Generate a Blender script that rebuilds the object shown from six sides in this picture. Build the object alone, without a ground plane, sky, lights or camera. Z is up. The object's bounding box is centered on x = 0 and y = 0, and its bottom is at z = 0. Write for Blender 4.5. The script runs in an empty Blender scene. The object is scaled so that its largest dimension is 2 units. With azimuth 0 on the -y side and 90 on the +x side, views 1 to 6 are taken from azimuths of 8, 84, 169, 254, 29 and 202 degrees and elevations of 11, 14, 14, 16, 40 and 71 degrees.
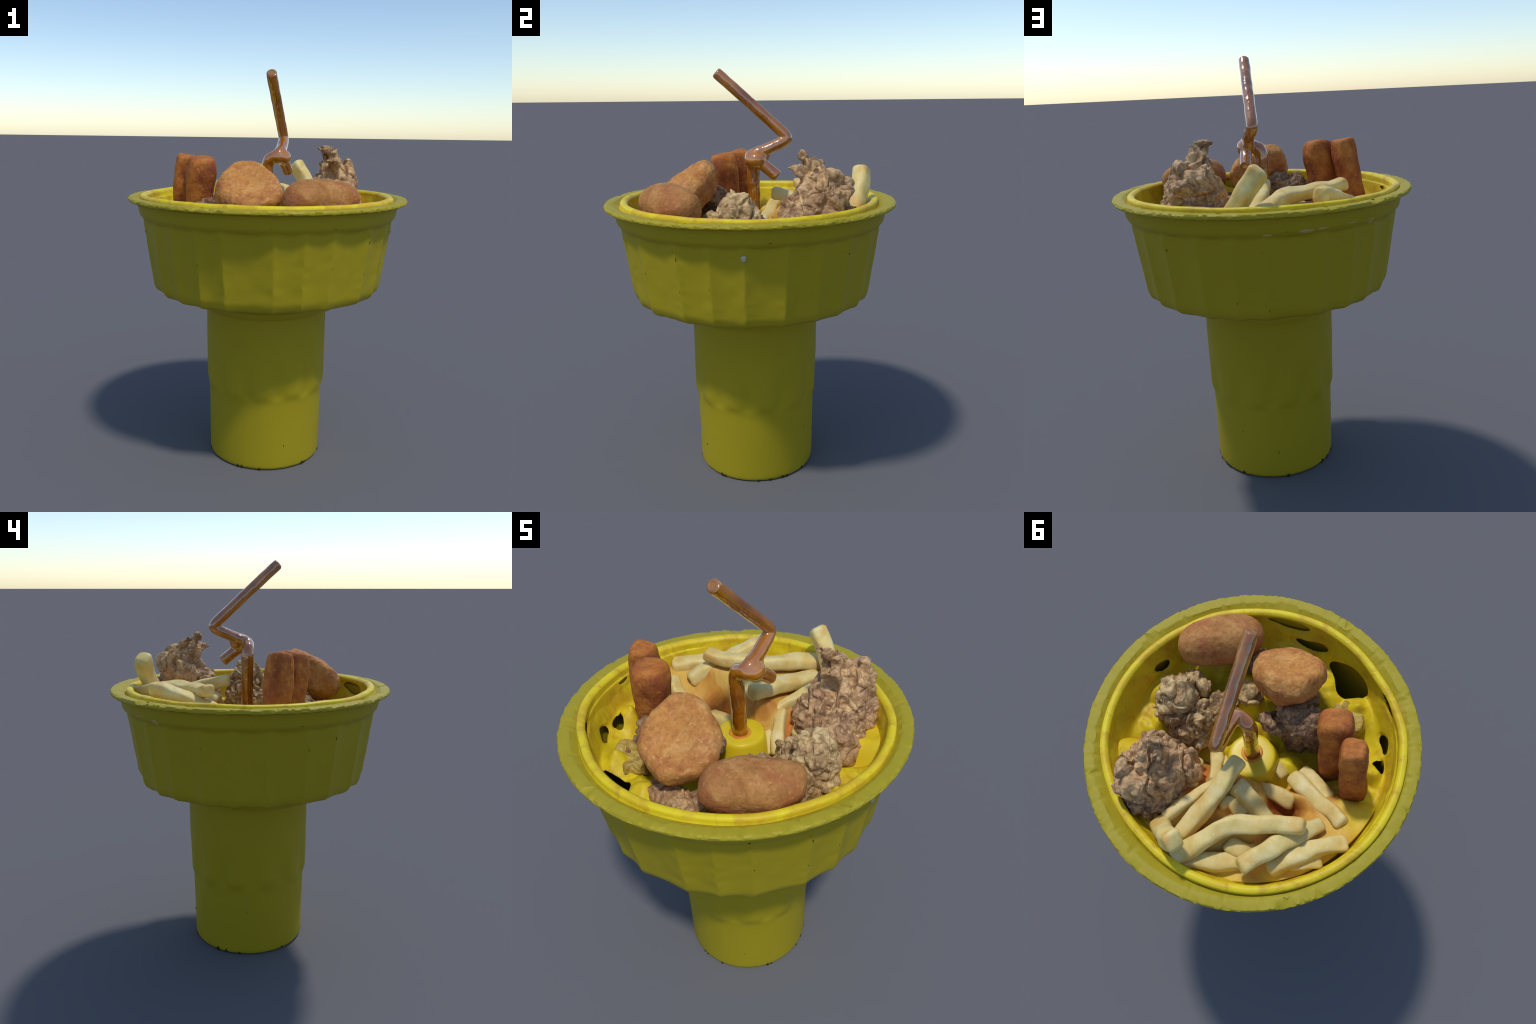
import bpy, bmesh, math, random
import numpy as np
from mathutils import Vector, Matrix, noise

random.seed(7)
np.random.seed(7)
COL = bpy.context.scene.collection
pi = math.pi


# ------------------------------------------------------------------ helpers
def new_empty(name, loc=(0, 0, 0), label="", category=""):
    o = bpy.data.objects.new(name, None)
    o.location = loc
    COL.objects.link(o)
    if label:
        o["label"] = label
        o["category"] = category
    return o


def mesh_obj(name, verts, faces, mat=None, parent=None, smooth=True, loc=(0, 0, 0)):
    me = bpy.data.meshes.new(name)
    me.from_pydata([tuple(v) for v in verts], [], [tuple(f) for f in faces])
    me.update()
    o = bpy.data.objects.new(name, me)
    o.location = loc
    COL.objects.link(o)
    if mat:
        me.materials.append(mat)
    if smooth:
        me.shade_smooth()
    if parent:
        o.parent = parent
    return o


def tag(o, label, category):
    o["label"] = label
    o["category"] = category


def fix_normals(o):
    bm = bmesh.new()
    bm.from_mesh(o.data)
    bmesh.ops.recalc_face_normals(bm, faces=bm.faces)
    bm.to_mesh(o.data)
    bm.free()


def apply_mods(o):
    dg = bpy.context.evaluated_depsgraph_get()
    me = bpy.data.meshes.new_from_object(o.evaluated_get(dg))
    old = o.data
    name = old.name
    o.modifiers.clear()
    o.data = me
    bpy.data.meshes.remove(old)
    me.name = name


def sharp_by_angle(o, deg):
    o.data.shade_smooth()
    try:
        o.data.set_sharp_from_angle(angle=math.radians(deg))
    except Exception:
        pass


def get_co(me):
    a = np.empty(len(me.vertices) * 3)
    me.vertices.foreach_get("co", a)
    return a.reshape(-1, 3)


def get_no(me):
    a = np.empty(len(me.vertices) * 3)
    me.vertex_normals.foreach_get("vector", a)
    return a.reshape(-1, 3)


def set_co(me, co):
    me.vertices.foreach_set("co", np.ascontiguousarray(co, dtype=np.float64).ravel())
    me.update()


def nz(p, f, seed=0.0):
    return noise.noise(Vector((p[0] * f + seed, p[1] * f - seed * 1.7, p[2] * f + seed * 0.6)))


def nvec(p, f, seed=0.0):
    return noise.noise_vector(Vector((p[0] * f + seed, p[1] * f + seed * 2.1, p[2] * f - seed)))


def pol(r, az, z, cx=0.0, cy=0.0):
    a = math.radians(az)
    return (cx + r * math.sin(a), cy - r * math.cos(a), z)


def smooth01(t):
    t = min(1.0, max(0.0, t))
    return t * t * (3 - 2 * t)


def resample(points, n):
    """Catmull-Rom through the control points, n samples evenly by parameter."""
    P = [np.array(p, float) for p in points]
    P = [2 * P[0] - P[1]] + P + [2 * P[-1] - P[-2]]
    m = len(P) - 3
    out = []
    for i in range(n):
        u = i / (n - 1) * m
        k = min(int(u), m - 1)
        t = u - k
        a, b, c, d = P[k:k + 4]
        out.append(0.5 * (2 * b + (c - a) * t + (2 * a - 5 * b + 4 * c - d) * t * t + (3 * b - a - 3 * c + d) * t ** 3))
    return out


# ---------------------------------------------------------------- materials
class Mat:
    def __init__(self, name, rough=0.6, spec=0.3):
        self.m = bpy.data.materials.new(name)
        self.m.use_nodes = True
        self.t = self.m.node_tree
        self.b = self.t.nodes["Principled BSDF"]
        self.b.inputs["Roughness"].default_value = rough
        self.b.inputs["Specular IOR Level"].default_value = spec
        self.tc = self.t.nodes.new("ShaderNodeTexCoord")

    def new(self, kind, **kw):
        n = self.t.nodes.new(kind)
        for k, v in kw.items():
            setattr(n, k, v)
        return n

    def link(self, a, b):
        self.t.links.new(a, b)

    def noise(self, scale, detail=4, rough=0.6, dist=0.0, vec=None):
        n = self.new("ShaderNodeTexNoise")
        n.inputs["Scale"].default_value = scale
        n.inputs["Detail"].default_value = detail
        n.inputs["Roughness"].default_value = rough
        n.inputs["Distortion"].default_value = dist
        self.link(vec if vec is not None else self.tc.outputs["Object"], n.inputs["Vector"])
        return n.outputs["Fac"]

    def offset(self, off):
        n = self.new("ShaderNodeMapping")
        n.inputs["Location"].default_value = off
        self.link(self.tc.outputs["Object"], n.inputs["Vector"])
        return n.outputs["Vector"]

    def ramp(self, fac, stops):
        n = self.new("ShaderNodeValToRGB")
        e = n.color_ramp.elements
        while len(e) < len(stops):
            e.new(0.5)
        for el, (p, c) in zip(e, stops):
            el.position = p
            el.color = (c, c, c, 1) if isinstance(c, (int, float)) else (*c, 1)
        self.link(fac, n.inputs["Fac"])
        return n.outputs["Color"]

    def mix(self, fac, a, b, mode="MIX"):
        n = self.new("ShaderNodeMix", data_type="RGBA", blend_type=mode)
        if isinstance(fac, (int, float)):
            n.inputs[0].default_value = fac
        else:
            self.link(fac, n.inputs[0])
        for s, v in ((6, a), (7, b)):
            if isinstance(v, tuple):
                n.inputs[s].default_value = (*v, 1)
            else:
                self.link(v, n.inputs[s])
        return n.outputs[2]

    def color(self, c):
        if isinstance(c, tuple):
            self.b.inputs["Base Color"].default_value = (*c, 1)
        else:
            self.link(c, self.b.inputs["Base Color"])

    def bump(self, height, strength=0.3, dist=0.01):
        n = self.new("ShaderNodeBump")
        n.inputs["Strength"].default_value = strength
        n.inputs["Distance"].default_value = dist
        self.link(height, n.inputs["Height"])
        self.link(n.outputs["Normal"], self.b.inputs["Normal"])


def make_materials():
    M = {}
    # painted olive-yellow plastic of the cup
    m = Mat("olive_yellow_plastic", 0.55, 0.22)
    n1 = m.ramp(m.noise(2.2, 3, 0.5), [(0.35, (0.345, 0.272, 0.0095)), (0.7, (0.365, 0.287, 0.011))])
    m.color(n1)
    M["cup"] = m.m
    m = Mat("olive_yellow_rim", 0.55, 0.25)
    m.color(m.ramp(m.noise(9, 3, 0.6), [(0.35, (0.372, 0.302, 0.016)), (0.7, (0.395, 0.318, 0.020))]))
    M["rim"] = m.m
    # bright yellow tray with cheesy, oily stains
    m = Mat("bright_yellow_tray", 0.48, 0.3)
    base = m.ramp(m.noise(5, 3, 0.5), [(0.3, (0.68, 0.52, 0.014)), (0.7, (0.78, 0.63, 0.018))])
    st = m.ramp(m.noise(5.5, 4, 0.55, 0.6), [(0.47, 0.0), (0.68, 0.75)])
    c = m.mix(st, base, (0.62, 0.37, 0.020))
    sp = m.ramp(m.noise(13, 5, 0.65, 0.8, m.offset((4, 1, 2))), [(0.49, 0.0), (0.68, 0.75)])
    m.color(m.mix(sp, c, (0.52, 0.29, 0.022)))
    m.bump(m.noise(28, 4, 0.6), 0.18, 0.012)
    M["tray"] = m.m
    m = Mat("bright_yellow_spout", 0.38, 0.4)
    base = m.ramp(m.noise(8, 3, 0.5), [(0.3, (0.68, 0.50, 0.015)), (0.7, (0.78, 0.60, 0.018))])
    m.color(base)
    M["spout"] = m.m
    m = Mat("orange_sauce_collar", 0.45, 0.35)
    m.color(m.ramp(m.noise(30, 2), [(0.4, (0.62, 0.20, 0.020)), (0.6, (0.72, 0.32, 0.025))]))
    M["collar"] = m.m
    # orange cheese sauce
    m = Mat("orange_cheese_sauce", 0.55, 0.25)
    c = m.ramp(m.noise(8, 4, 0.55, 0.8), [(0.28, (0.44, 0.165, 0.030)), (0.44, (0.60, 0.30, 0.055)), (0.58, (0.67, 0.42, 0.095)), (0.74, (0.71, 0.51, 0.120))])

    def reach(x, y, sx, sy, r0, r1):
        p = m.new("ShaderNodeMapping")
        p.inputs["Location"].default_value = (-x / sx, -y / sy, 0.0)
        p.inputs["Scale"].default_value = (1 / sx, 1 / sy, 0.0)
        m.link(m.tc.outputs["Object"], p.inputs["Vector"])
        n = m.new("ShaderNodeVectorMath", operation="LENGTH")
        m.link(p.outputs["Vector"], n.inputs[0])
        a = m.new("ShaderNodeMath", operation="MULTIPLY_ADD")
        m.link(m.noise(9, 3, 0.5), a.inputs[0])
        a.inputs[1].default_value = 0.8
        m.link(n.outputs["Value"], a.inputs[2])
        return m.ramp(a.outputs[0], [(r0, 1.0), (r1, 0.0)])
    # darker red-brown in the deep hollow behind the spout, deeper orange beside the big chicken piece
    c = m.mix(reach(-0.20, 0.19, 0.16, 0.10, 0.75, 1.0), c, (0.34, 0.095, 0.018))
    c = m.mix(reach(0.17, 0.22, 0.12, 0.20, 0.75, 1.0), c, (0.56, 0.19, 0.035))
    mp = m.new("ShaderNodeMapping")
    mp.inputs["Location"].default_value = (0.08, -0.25, 0.0)
    mp.inputs["Scale"].default_value = (1.0, 1.15, 0.0)
    m.link(m.tc.outputs["Object"], mp.inputs["Vector"])
    ln = m.new("ShaderNodeVectorMath", operation="LENGTH")
    m.link(mp.outputs["Vector"], ln.inputs[0])
    ad = m.new("ShaderNodeMath", operation="MULTIPLY_ADD")
    m.link(m.noise(6, 3, 0.5), ad.inputs[0])
    ad.inputs[1].default_value = 0.28
    m.link(ln.outputs["Value"], ad.inputs[2])
    c = m.mix(m.ramp(ad.outputs[0], [(0.48, 0.0), (0.64, 1.0)]), c, (0.72, 0.53, 0.018))
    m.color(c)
    m.bump(m.noise(40, 4), 0.15, 0.01)
    M["sauce"] = m.m
    # french fries
    m = Mat("pale_french_fry", 0.5, 0.35)
    c = m.ramp(m.noise(14, 4, 0.55), [(0.3, (0.66, 0.46, 0.13)), (0.52, (0.74, 0.58, 0.215)), (0.75, (0.80, 0.69, 0.36))])
    st = m.ramp(m.noise(8, 3, 0.5, 0.4, m.offset((3.1, 7.7, 1.3))), [(0.49, 0.0), (0.72, 0.75)])
    c = m.mix(st, c, (0.64, 0.33, 0.06))
    fl = m.ramp(m.noise(75, 2, 0.5), [(0.68, 0.0), (0.78, 0.5)])
    c = m.mix(fl, c, (0.86, 0.80, 0.58))
    m.color(c)
    m.bump(m.noise(90, 3), 0.12, 0.006)
    M["fry"] = m.m

    # breaded nuggets
    def breaded(name, lo, mid, hi, red, off):
        m = Mat(name, 0.68, 0.22)
        v = m.offset(off)
        c = m.ramp(m.noise(11, 5, 0.6, 0.4, v), [(0.30, lo), (0.50, mid), (0.72, hi)])
        r = m.ramp(m.noise(6.5, 4, 0.6, 0.5, m.offset((off[0] + 4, off[1] - 3, 1.0))), [(0.46, 0.0), (0.64, 0.85)])
        c = m.mix(r, c, red)
        sp = m.ramp(m.noise(60, 3, 0.6, 0, v), [(0.36, 0.35), (0.52, 0.0)])
        c = m.mix(sp, c, tuple(x * 0.55 for x in lo))
        sp2 = m.ramp(m.noise(48, 3, 0.6, 0.3, m.offset((off[0] - 2, off[1] + 5, 2.0))), [(0.58, 0.0), (0.72, 0.4)])
        c = m.mix(sp2, c, tuple(min(1, x * 1.35) for x in hi))
        m.color(c)
        m.bump(m.noise(85, 5, 0.65), 0.5, 0.007)
        M[name] = m.m
        return m
    breaded("golden_nugget_breading", (0.42, 0.160, 0.038), (0.57, 0.255, 0.064), (0.70, 0.38, 0.13), (0.38, 0.115, 0.038), (0, 0, 0))
    breaded("tan_nugget_breading", (0.34, 0.140, 0.036), (0.44, 0.195, 0.054), (0.54, 0.265, 0.085), (0.37, 0.120, 0.042), (2.2, 1.1, 0.4))
    breaded("rusty_stick_breading", (0.36, 0.100, 0.018), (0.46, 0.150, 0.028), (0.58, 0.230, 0.045), (0.24, 0.055, 0.022), (5.2, 0.3, 1.4))

    # crinkly fried chicken crust
    def crust(name, off, dark, mid, light, stain):
        m = Mat(name, 0.60, 0.30)
        v = m.offset(off)
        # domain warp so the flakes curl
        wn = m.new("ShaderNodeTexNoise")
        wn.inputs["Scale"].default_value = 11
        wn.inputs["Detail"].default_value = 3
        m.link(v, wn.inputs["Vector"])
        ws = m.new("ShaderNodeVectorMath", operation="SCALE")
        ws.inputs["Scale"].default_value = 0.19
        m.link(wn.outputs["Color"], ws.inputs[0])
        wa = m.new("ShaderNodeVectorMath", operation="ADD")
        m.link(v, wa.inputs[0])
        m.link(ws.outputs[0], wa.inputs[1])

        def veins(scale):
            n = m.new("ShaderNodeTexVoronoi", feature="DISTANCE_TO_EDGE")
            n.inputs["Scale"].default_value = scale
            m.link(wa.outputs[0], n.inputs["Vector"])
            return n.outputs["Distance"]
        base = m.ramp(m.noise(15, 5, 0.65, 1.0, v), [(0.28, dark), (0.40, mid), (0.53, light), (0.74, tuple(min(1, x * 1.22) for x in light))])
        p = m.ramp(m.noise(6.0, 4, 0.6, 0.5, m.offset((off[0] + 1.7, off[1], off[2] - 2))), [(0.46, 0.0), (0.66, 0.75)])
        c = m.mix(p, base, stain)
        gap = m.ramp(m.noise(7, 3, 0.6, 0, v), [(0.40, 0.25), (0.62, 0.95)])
        v1 = m.ramp(veins(15), [(0.01, 1.0), (0.16, 0.0)])  # dark lines drawn between flakes to deepen crease shading in the colour
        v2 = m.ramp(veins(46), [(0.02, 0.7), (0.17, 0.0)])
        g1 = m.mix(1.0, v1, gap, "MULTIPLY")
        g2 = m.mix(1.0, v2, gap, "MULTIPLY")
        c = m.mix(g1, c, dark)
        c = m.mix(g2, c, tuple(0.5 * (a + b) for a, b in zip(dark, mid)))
        m.color(c)
        hh = m.mix(0.5, veins(30), m.noise(70, 5, 0.65, 0.6))
        m.bump(hh, 0.75, 0.014)
        M[name] = m.m
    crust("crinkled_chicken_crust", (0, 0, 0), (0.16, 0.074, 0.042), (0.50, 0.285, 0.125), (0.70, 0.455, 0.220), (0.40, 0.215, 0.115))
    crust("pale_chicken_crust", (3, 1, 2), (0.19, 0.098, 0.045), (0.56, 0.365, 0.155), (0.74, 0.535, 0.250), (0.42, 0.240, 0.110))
    crust("shadow_darkened_chicken_crust", (1, 4, 2), (0.09, 0.046, 0.030), (0.26, 0.140, 0.070), (0.46, 0.285, 0.140), (0.19, 0.090, 0.052))

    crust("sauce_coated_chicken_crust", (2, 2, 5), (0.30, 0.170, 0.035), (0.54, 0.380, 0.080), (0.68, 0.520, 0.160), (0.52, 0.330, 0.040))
    # glossy caramel straw
    m = Mat("caramel_brown_straw", 0.10, 0.5)
    m.color(m.ramp(m.noise(7, 2, 0.5, 0.4), [(0.35, (0.24, 0.066, 0.002)), (0.50, (0.35, 0.108, 0.003)), (0.66, (0.47, 0.168, 0.006))]))
    m.b.inputs["IOR"].default_value = 1.65
    m.b.inputs["Coat Weight"].default_value = 1.0
    m.b.inputs["Coat IOR"].default_value = 1.8
    m.bump(m.noise(11, 2, 0.5, 0.8), 0.55, 0.02)
    m.b.inputs["Coat Roughness"].default_value = 0.05
    M["straw"] = m.m
    m = Mat("straw_bore", 0.5, 0.3)
    m.color((0.30, 0.15, 0.065))
    M["bore"] = m.m
    m = Mat("dark_chip", 0.8, 0.1)
    m.color((0.035, 0.030, 0.006))
    M["chip"] = m.m
    m = Mat("greyish_drip", 0.4, 0.3)
    m.color(m.ramp(m.noise(14, 2), [(0.4, (0.42, 0.38, 0.26)), (0.6, (0.52, 0.48, 0.36))]))
    M["drip"] = m.m
    m = Mat("pale_cheese_film", 0.5, 0.3)
    m.color(m.ramp(m.noise(14, 2), [(0.4, (0.40, 0.30, 0.07)), (0.6, (0.50, 0.38, 0.14))]))
    M["film"] = m.m
    return M


# ------------------------------------------------------------------ the cup
RIDGES = sorted([10, 22.5, 35, 55.5, 69.5, 83, 99.5, 114.3, 128, 144, 158, 170, -168, -154,
                 -142, -126, -112, -98, -81, -67, -50, -36.5, -23, -11])
# the two broad scallops are the deepest
OUTER = [(0.628, 1.3680), (0.648, 1.3752), (0.6590, 1.3872), (0.6650, 1.3884), (0.6980, 1.3880), (0.7025, 1.3874), (0.7068, 1.3810),
         (0.7075, 1.3755), (0.7060, 1.3705), (0.699, 1.3670), (0.676, 1.3640), (0.665, 1.3590), (0.6605, 1.3490), (0.658, 1.3300),
         (0.654, 1.3070), (0.650, 1.2980), (0.643, 1.2900), (0.6370, 1.2830), (0.6350, 1.2750)]


def flute(az, z):
    """inward depth of the scallop at this azimuth, 0 on a ridge"""
    n = len(RIDGES)
    for i in range(n):
        a, b = RIDGES[i], RIDGES[(i + 1) % n]
        if i == n - 1:
            b += 360
        q = az if az >= RIDGES[0] else az + 360
        if a <= q <= b:
            t = (q - a) / (b - a)
            w = b - a
            d = 0.0136 * min(1.2, w / 15.0)
            s = 4 * t * (1 - t)
            return d * s
    return 0.0


def build_bowl(M, parent):
    prof = list(OUTER)
    zs = np.linspace(1.262, 0.950, 22)
    for z in zs:
        prof.append((0.5885 + (0.6360 - 0.5885) * (z - 0.935) / (1.265 - 0.935), z))
    prof += [(0.586, 0.940), (0.582, 0.929), (0.575, 0.919), (0.564, 0.911), (0.545, 0.905), (0.50, 0.899), (0.44, 0.890), (0.395, 0.880), (0.360, 0.866), (0.340, 0.850), (0.330, 0.832), (0.324, 0.815), (0.312, 0.806),
             (0.30, 0.815), (0.40, 0.890), (0.50, 0.920), (0.540, 0.940), (0.560, 0.97), (0.607, 1.25), (0.613, 1.30), (0.612, 1.35)]
    NA = 720
    V, F = [], []
    for j, (r, z) in enumerate(prof):
        for i in range(NA):
            az = -180 + 360 * i / NA
            rr, zz = r, z
            outer_wall = 18 <= j < 49 and z < 1.285
            x, y, _ = pol(1, az, 0)
            if outer_wall:
                k = smooth01((1.291 - z) / 0.026)
                jag = 0.35 * nz((x * 3, y * 3, z * 28), 1.0, 3.3) + 0.75 * nz((x * 6, y * 6, z * 70), 1.0, 8.3)
                fade = k * smooth01((r - 0.45) / 0.10)
                rr -= flute(az + jag, z) * fade
                rr += 0.0016 * nz((x * r, y * r, z), 14, 1.1) * k
                if z < 0.925:
                    zz += (0.004 + 0.003 * (z < 0.83)) * nz((x * r, y * r, 0), 22, 2.0)
            if 2 <= j <= 18:       # ragged rim and ledge
                w = {3: .3, 4: .3, 5: .5, 6: 1, 7: .6, 8: .8, 9: 1, 10: .6}.get(j, 0.35)
                a = nz((x, y, 0.13 * j), 26, 4.0)
                b = nz((x, y, 0.3 * j), 55, 6.0)
                zz += w * (0.0042 * a + 0.0030 * b)
                rr += w * (0.0030 * b + 0.0022 * a)
                rr = min(rr, 0.7085)
                # torn-looking zigzag where the top meets the edge and the groove
                if j in (4, 5):
                    rr -= 0.045 * max(0.0, nz((x, y, 0), 7, 2.5) + 1.1 * nz((x, y, 0), 26, 3.5) - 0.22)
                if j in (2, 3):
                    rr += 0.035 * max(0.0, nz((x, y, 0), 7, 5.5) + 1.1 * nz((x, y, 0), 26, 6.5) - 0.22)
                zz += 0.0012 * nz((x, y, 0), 7, 9.0)
            V.append(pol(rr, az, zz))
    m = len(prof)
    for j in range(m):
        k = (j + 1) % m
        for i in range(NA):
            n = (i + 1) % NA
            F.append((j * NA + i, j * NA + n, k * NA + n, k * NA + i))
    o = mesh_obj("bowl", V, F, M["cup"], parent)
    o.data.materials.append(M["rim"])
    idx = np.zeros(len(F), dtype=np.int32)
    idx[:8 * NA] = 1
    o.data.polygons.foreach_set("material_index", idx)
    fix_normals(o)
    sharp_by_angle(o, 38)
    return o


def build_stem(M, parent):
    cx, cy = 0.002, 0.013
    prof = [(0.300, 0.882), (0.321, 0.884), (0.3215, 0.86), (0.3215, 0.825), (0.3205, 0.812), (0.3175, 0.804), (0.3160, 0.795)]
    prof += [(0.3165 - 0.0010 * t, 0.78 + (0.43 - 0.78) * t) for t in np.linspace(0, 1, 22)]
    prof += [(0.3150, 0.42), (0.3135, 0.405), (0.3085, 0.388), (0.3035, 0.372), (0.3015, 0.355)]
    prof += [(0.3010 - 0.004 * t, 0.33 + (0.02 - 0.33) * t) for t in np.linspace(0, 1, 12)]
    prof += [(0.2962, 0.012), (0.2935, 0.004), (0.287, 0.0), (0.270, 0.0), (0.262, 0.012), (0.0, 0.012)]
    NA = 360
    V, F = [], []
    for j, (r, z) in enumerate(prof[:-1]):
        for i in range(NA):
            az = 360 * i / NA
            x, y, _ = pol(1, az, 0)
            rr, zz = r, z
            if 0.79 < z < 0.83:
                zz += 0.006 * nz((x, y, 0), 9, 2.0) + 0.003 * nz((x, y, 0), 30, 2.0)
            # twelve shallow grip scallops that run out in a soft step
            if z > 0.385:
                ph = ((az - 19) % 30) / 30
                bow = 0.5 + 0.5 * math.cos(2 * pi * ph)
                rr -= 0.0125 * bow ** 1.5 * smooth01((0.62 - z) / 0.20) * smooth01((z - 0.374) / 0.030)
            if 0.34 < z < 0.425:
                zz += 0.008 * nz((x, y, 0), 3.2, 5.0)
            rr += 0.0009 * nz((x, y, z * 1.2), 5, 7.0)
            if 0 < z < 0.015 and r > 0.28:
                rr -= 0.003 * max(0, nz((x, y, z * 8), 22, 3.0))
            V.append(pol(rr, az, max(zz, 0.0), cx, cy))
    m = len(prof) - 1
    for j in range(m - 1):
        for i in range(NA):
            n = (i + 1) % NA
            F.append((j * NA + i, j * NA + n, (j + 1) * NA + n, (j + 1) * NA + i))
    V.append((cx, cy, 0.012))
    V.append((cx, cy, 0.882))
    for i in range(NA):
        n = (i + 1) % NA
        F.append(((m - 1) * NA + i, (m - 1) * NA + n, len(V) - 2))
        F.append((n, i, len(V) - 1))
    o = mesh_obj("stem", V, F, M["cup"], parent)
    fix_normals(o)
    sharp_by_angle(o, 50)
    return o


# lip radius offset by azimuth (interpolated round the ring)
LIP = [(-180, 0.627), (-159, 0.640), (-139, 0.642), (-113, 0.650), (-85, 0.646), (-66, 0.645), (-42, 0.624), (-12, 0.632), (21, 0.629),
       (38, 0.634), (50, 0.628), (60, 0.632), (86, 0.638), (113, 0.636), (130, 0.622), (154, 0.612), (180, 0.627)]
TRAY = [(0.644, 1.362), (0.638, 1.3720), (0.6360, 1.3880), (0.632, 1.3955), (0.623, 1.3990), (0.614, 1.3985), (0.607, 1.3945), (0.601, 1.3860),
        (0.600, 1.370), (0.598, 1.350), (0.591, 1.325), (0.582, 1.30), (0.574, 1.275), (0.566, 1.25), (0.552, 1.225), (0.531, 1.20), (0.503, 1.178), (0.46, 1.160), (0.40, 1.145),
        (0.30, 1.132), (0.20, 1.125), (0.10, 1.120), (0.0, 1.120)]
# openings in the wall: azimuth, height, half width (degrees), half height
HOLES = [(4.7, 1.340, 9.0, 0.028), (-7.0, 1.258, 7.0, 0.025), (-31.0, 1.224, 13.5, 0.059), (-53.3, 1.362, 5.5, 0.017),
         (-66.5, 1.240, 4.2, 0.028), (-77.0, 1.205, 4.2, 0.022), (66.5, 1.280, 3.8, 0.025), (-92.0, 1.345, 2.5, 0.011)]


def clip(P, F, f):
    """keep the part of a mesh where the field f is positive, cutting edges exactly at zero"""
    P = [tuple(p) for p in P]
    new, cache = [], {}

    def cross(a, b):
        key = (min(a, b), max(a, b))
        if key not in cache:
            t = f[a] / (f[a] - f[b])
            cache[key] = len(P)
            P.append(tuple(P[a][c] + (P[b][c] - P[a][c]) * t for c in range(3)))
        return cache[key]
    for q in F:
        if all(f[v] > 0 for v in q):
            new.append(q)
        elif any(f[v] > 0 for v in q):
            poly = []
            for a, b in zip(q, q[1:] + q[:1]):
                if f[a] > 0:
                    poly.append(a)
                if (f[a] > 0) != (f[b] > 0):
                    poly.append(cross(a, b))
            if len(poly) >= 3:
                new.append(tuple(poly))
    return P, new


# mounds of filling under the food: x, y, radius, height
MOUNDS = [(-0.36, -0.34, 0.085, 0.105), (-0.20, -0.39, 0.10, 0.08), (0.47, 0.00, 0.10, 0.085), (0.50, -0.14, 0.085, 0.11), (-0.48, 0.00, 0.11, 0.09), (-0.52, -0.07, 0.068, 0.125), (0.30, -0.33, 0.12, 0.10), (0.02, -0.49, 0.09, 0.07), (0.14, -0.27, 0.11, 0.15), (0.06, -0.11, 0.09, 0.08), (-0.14, -0.01, 0.08, 0.08)]


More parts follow.
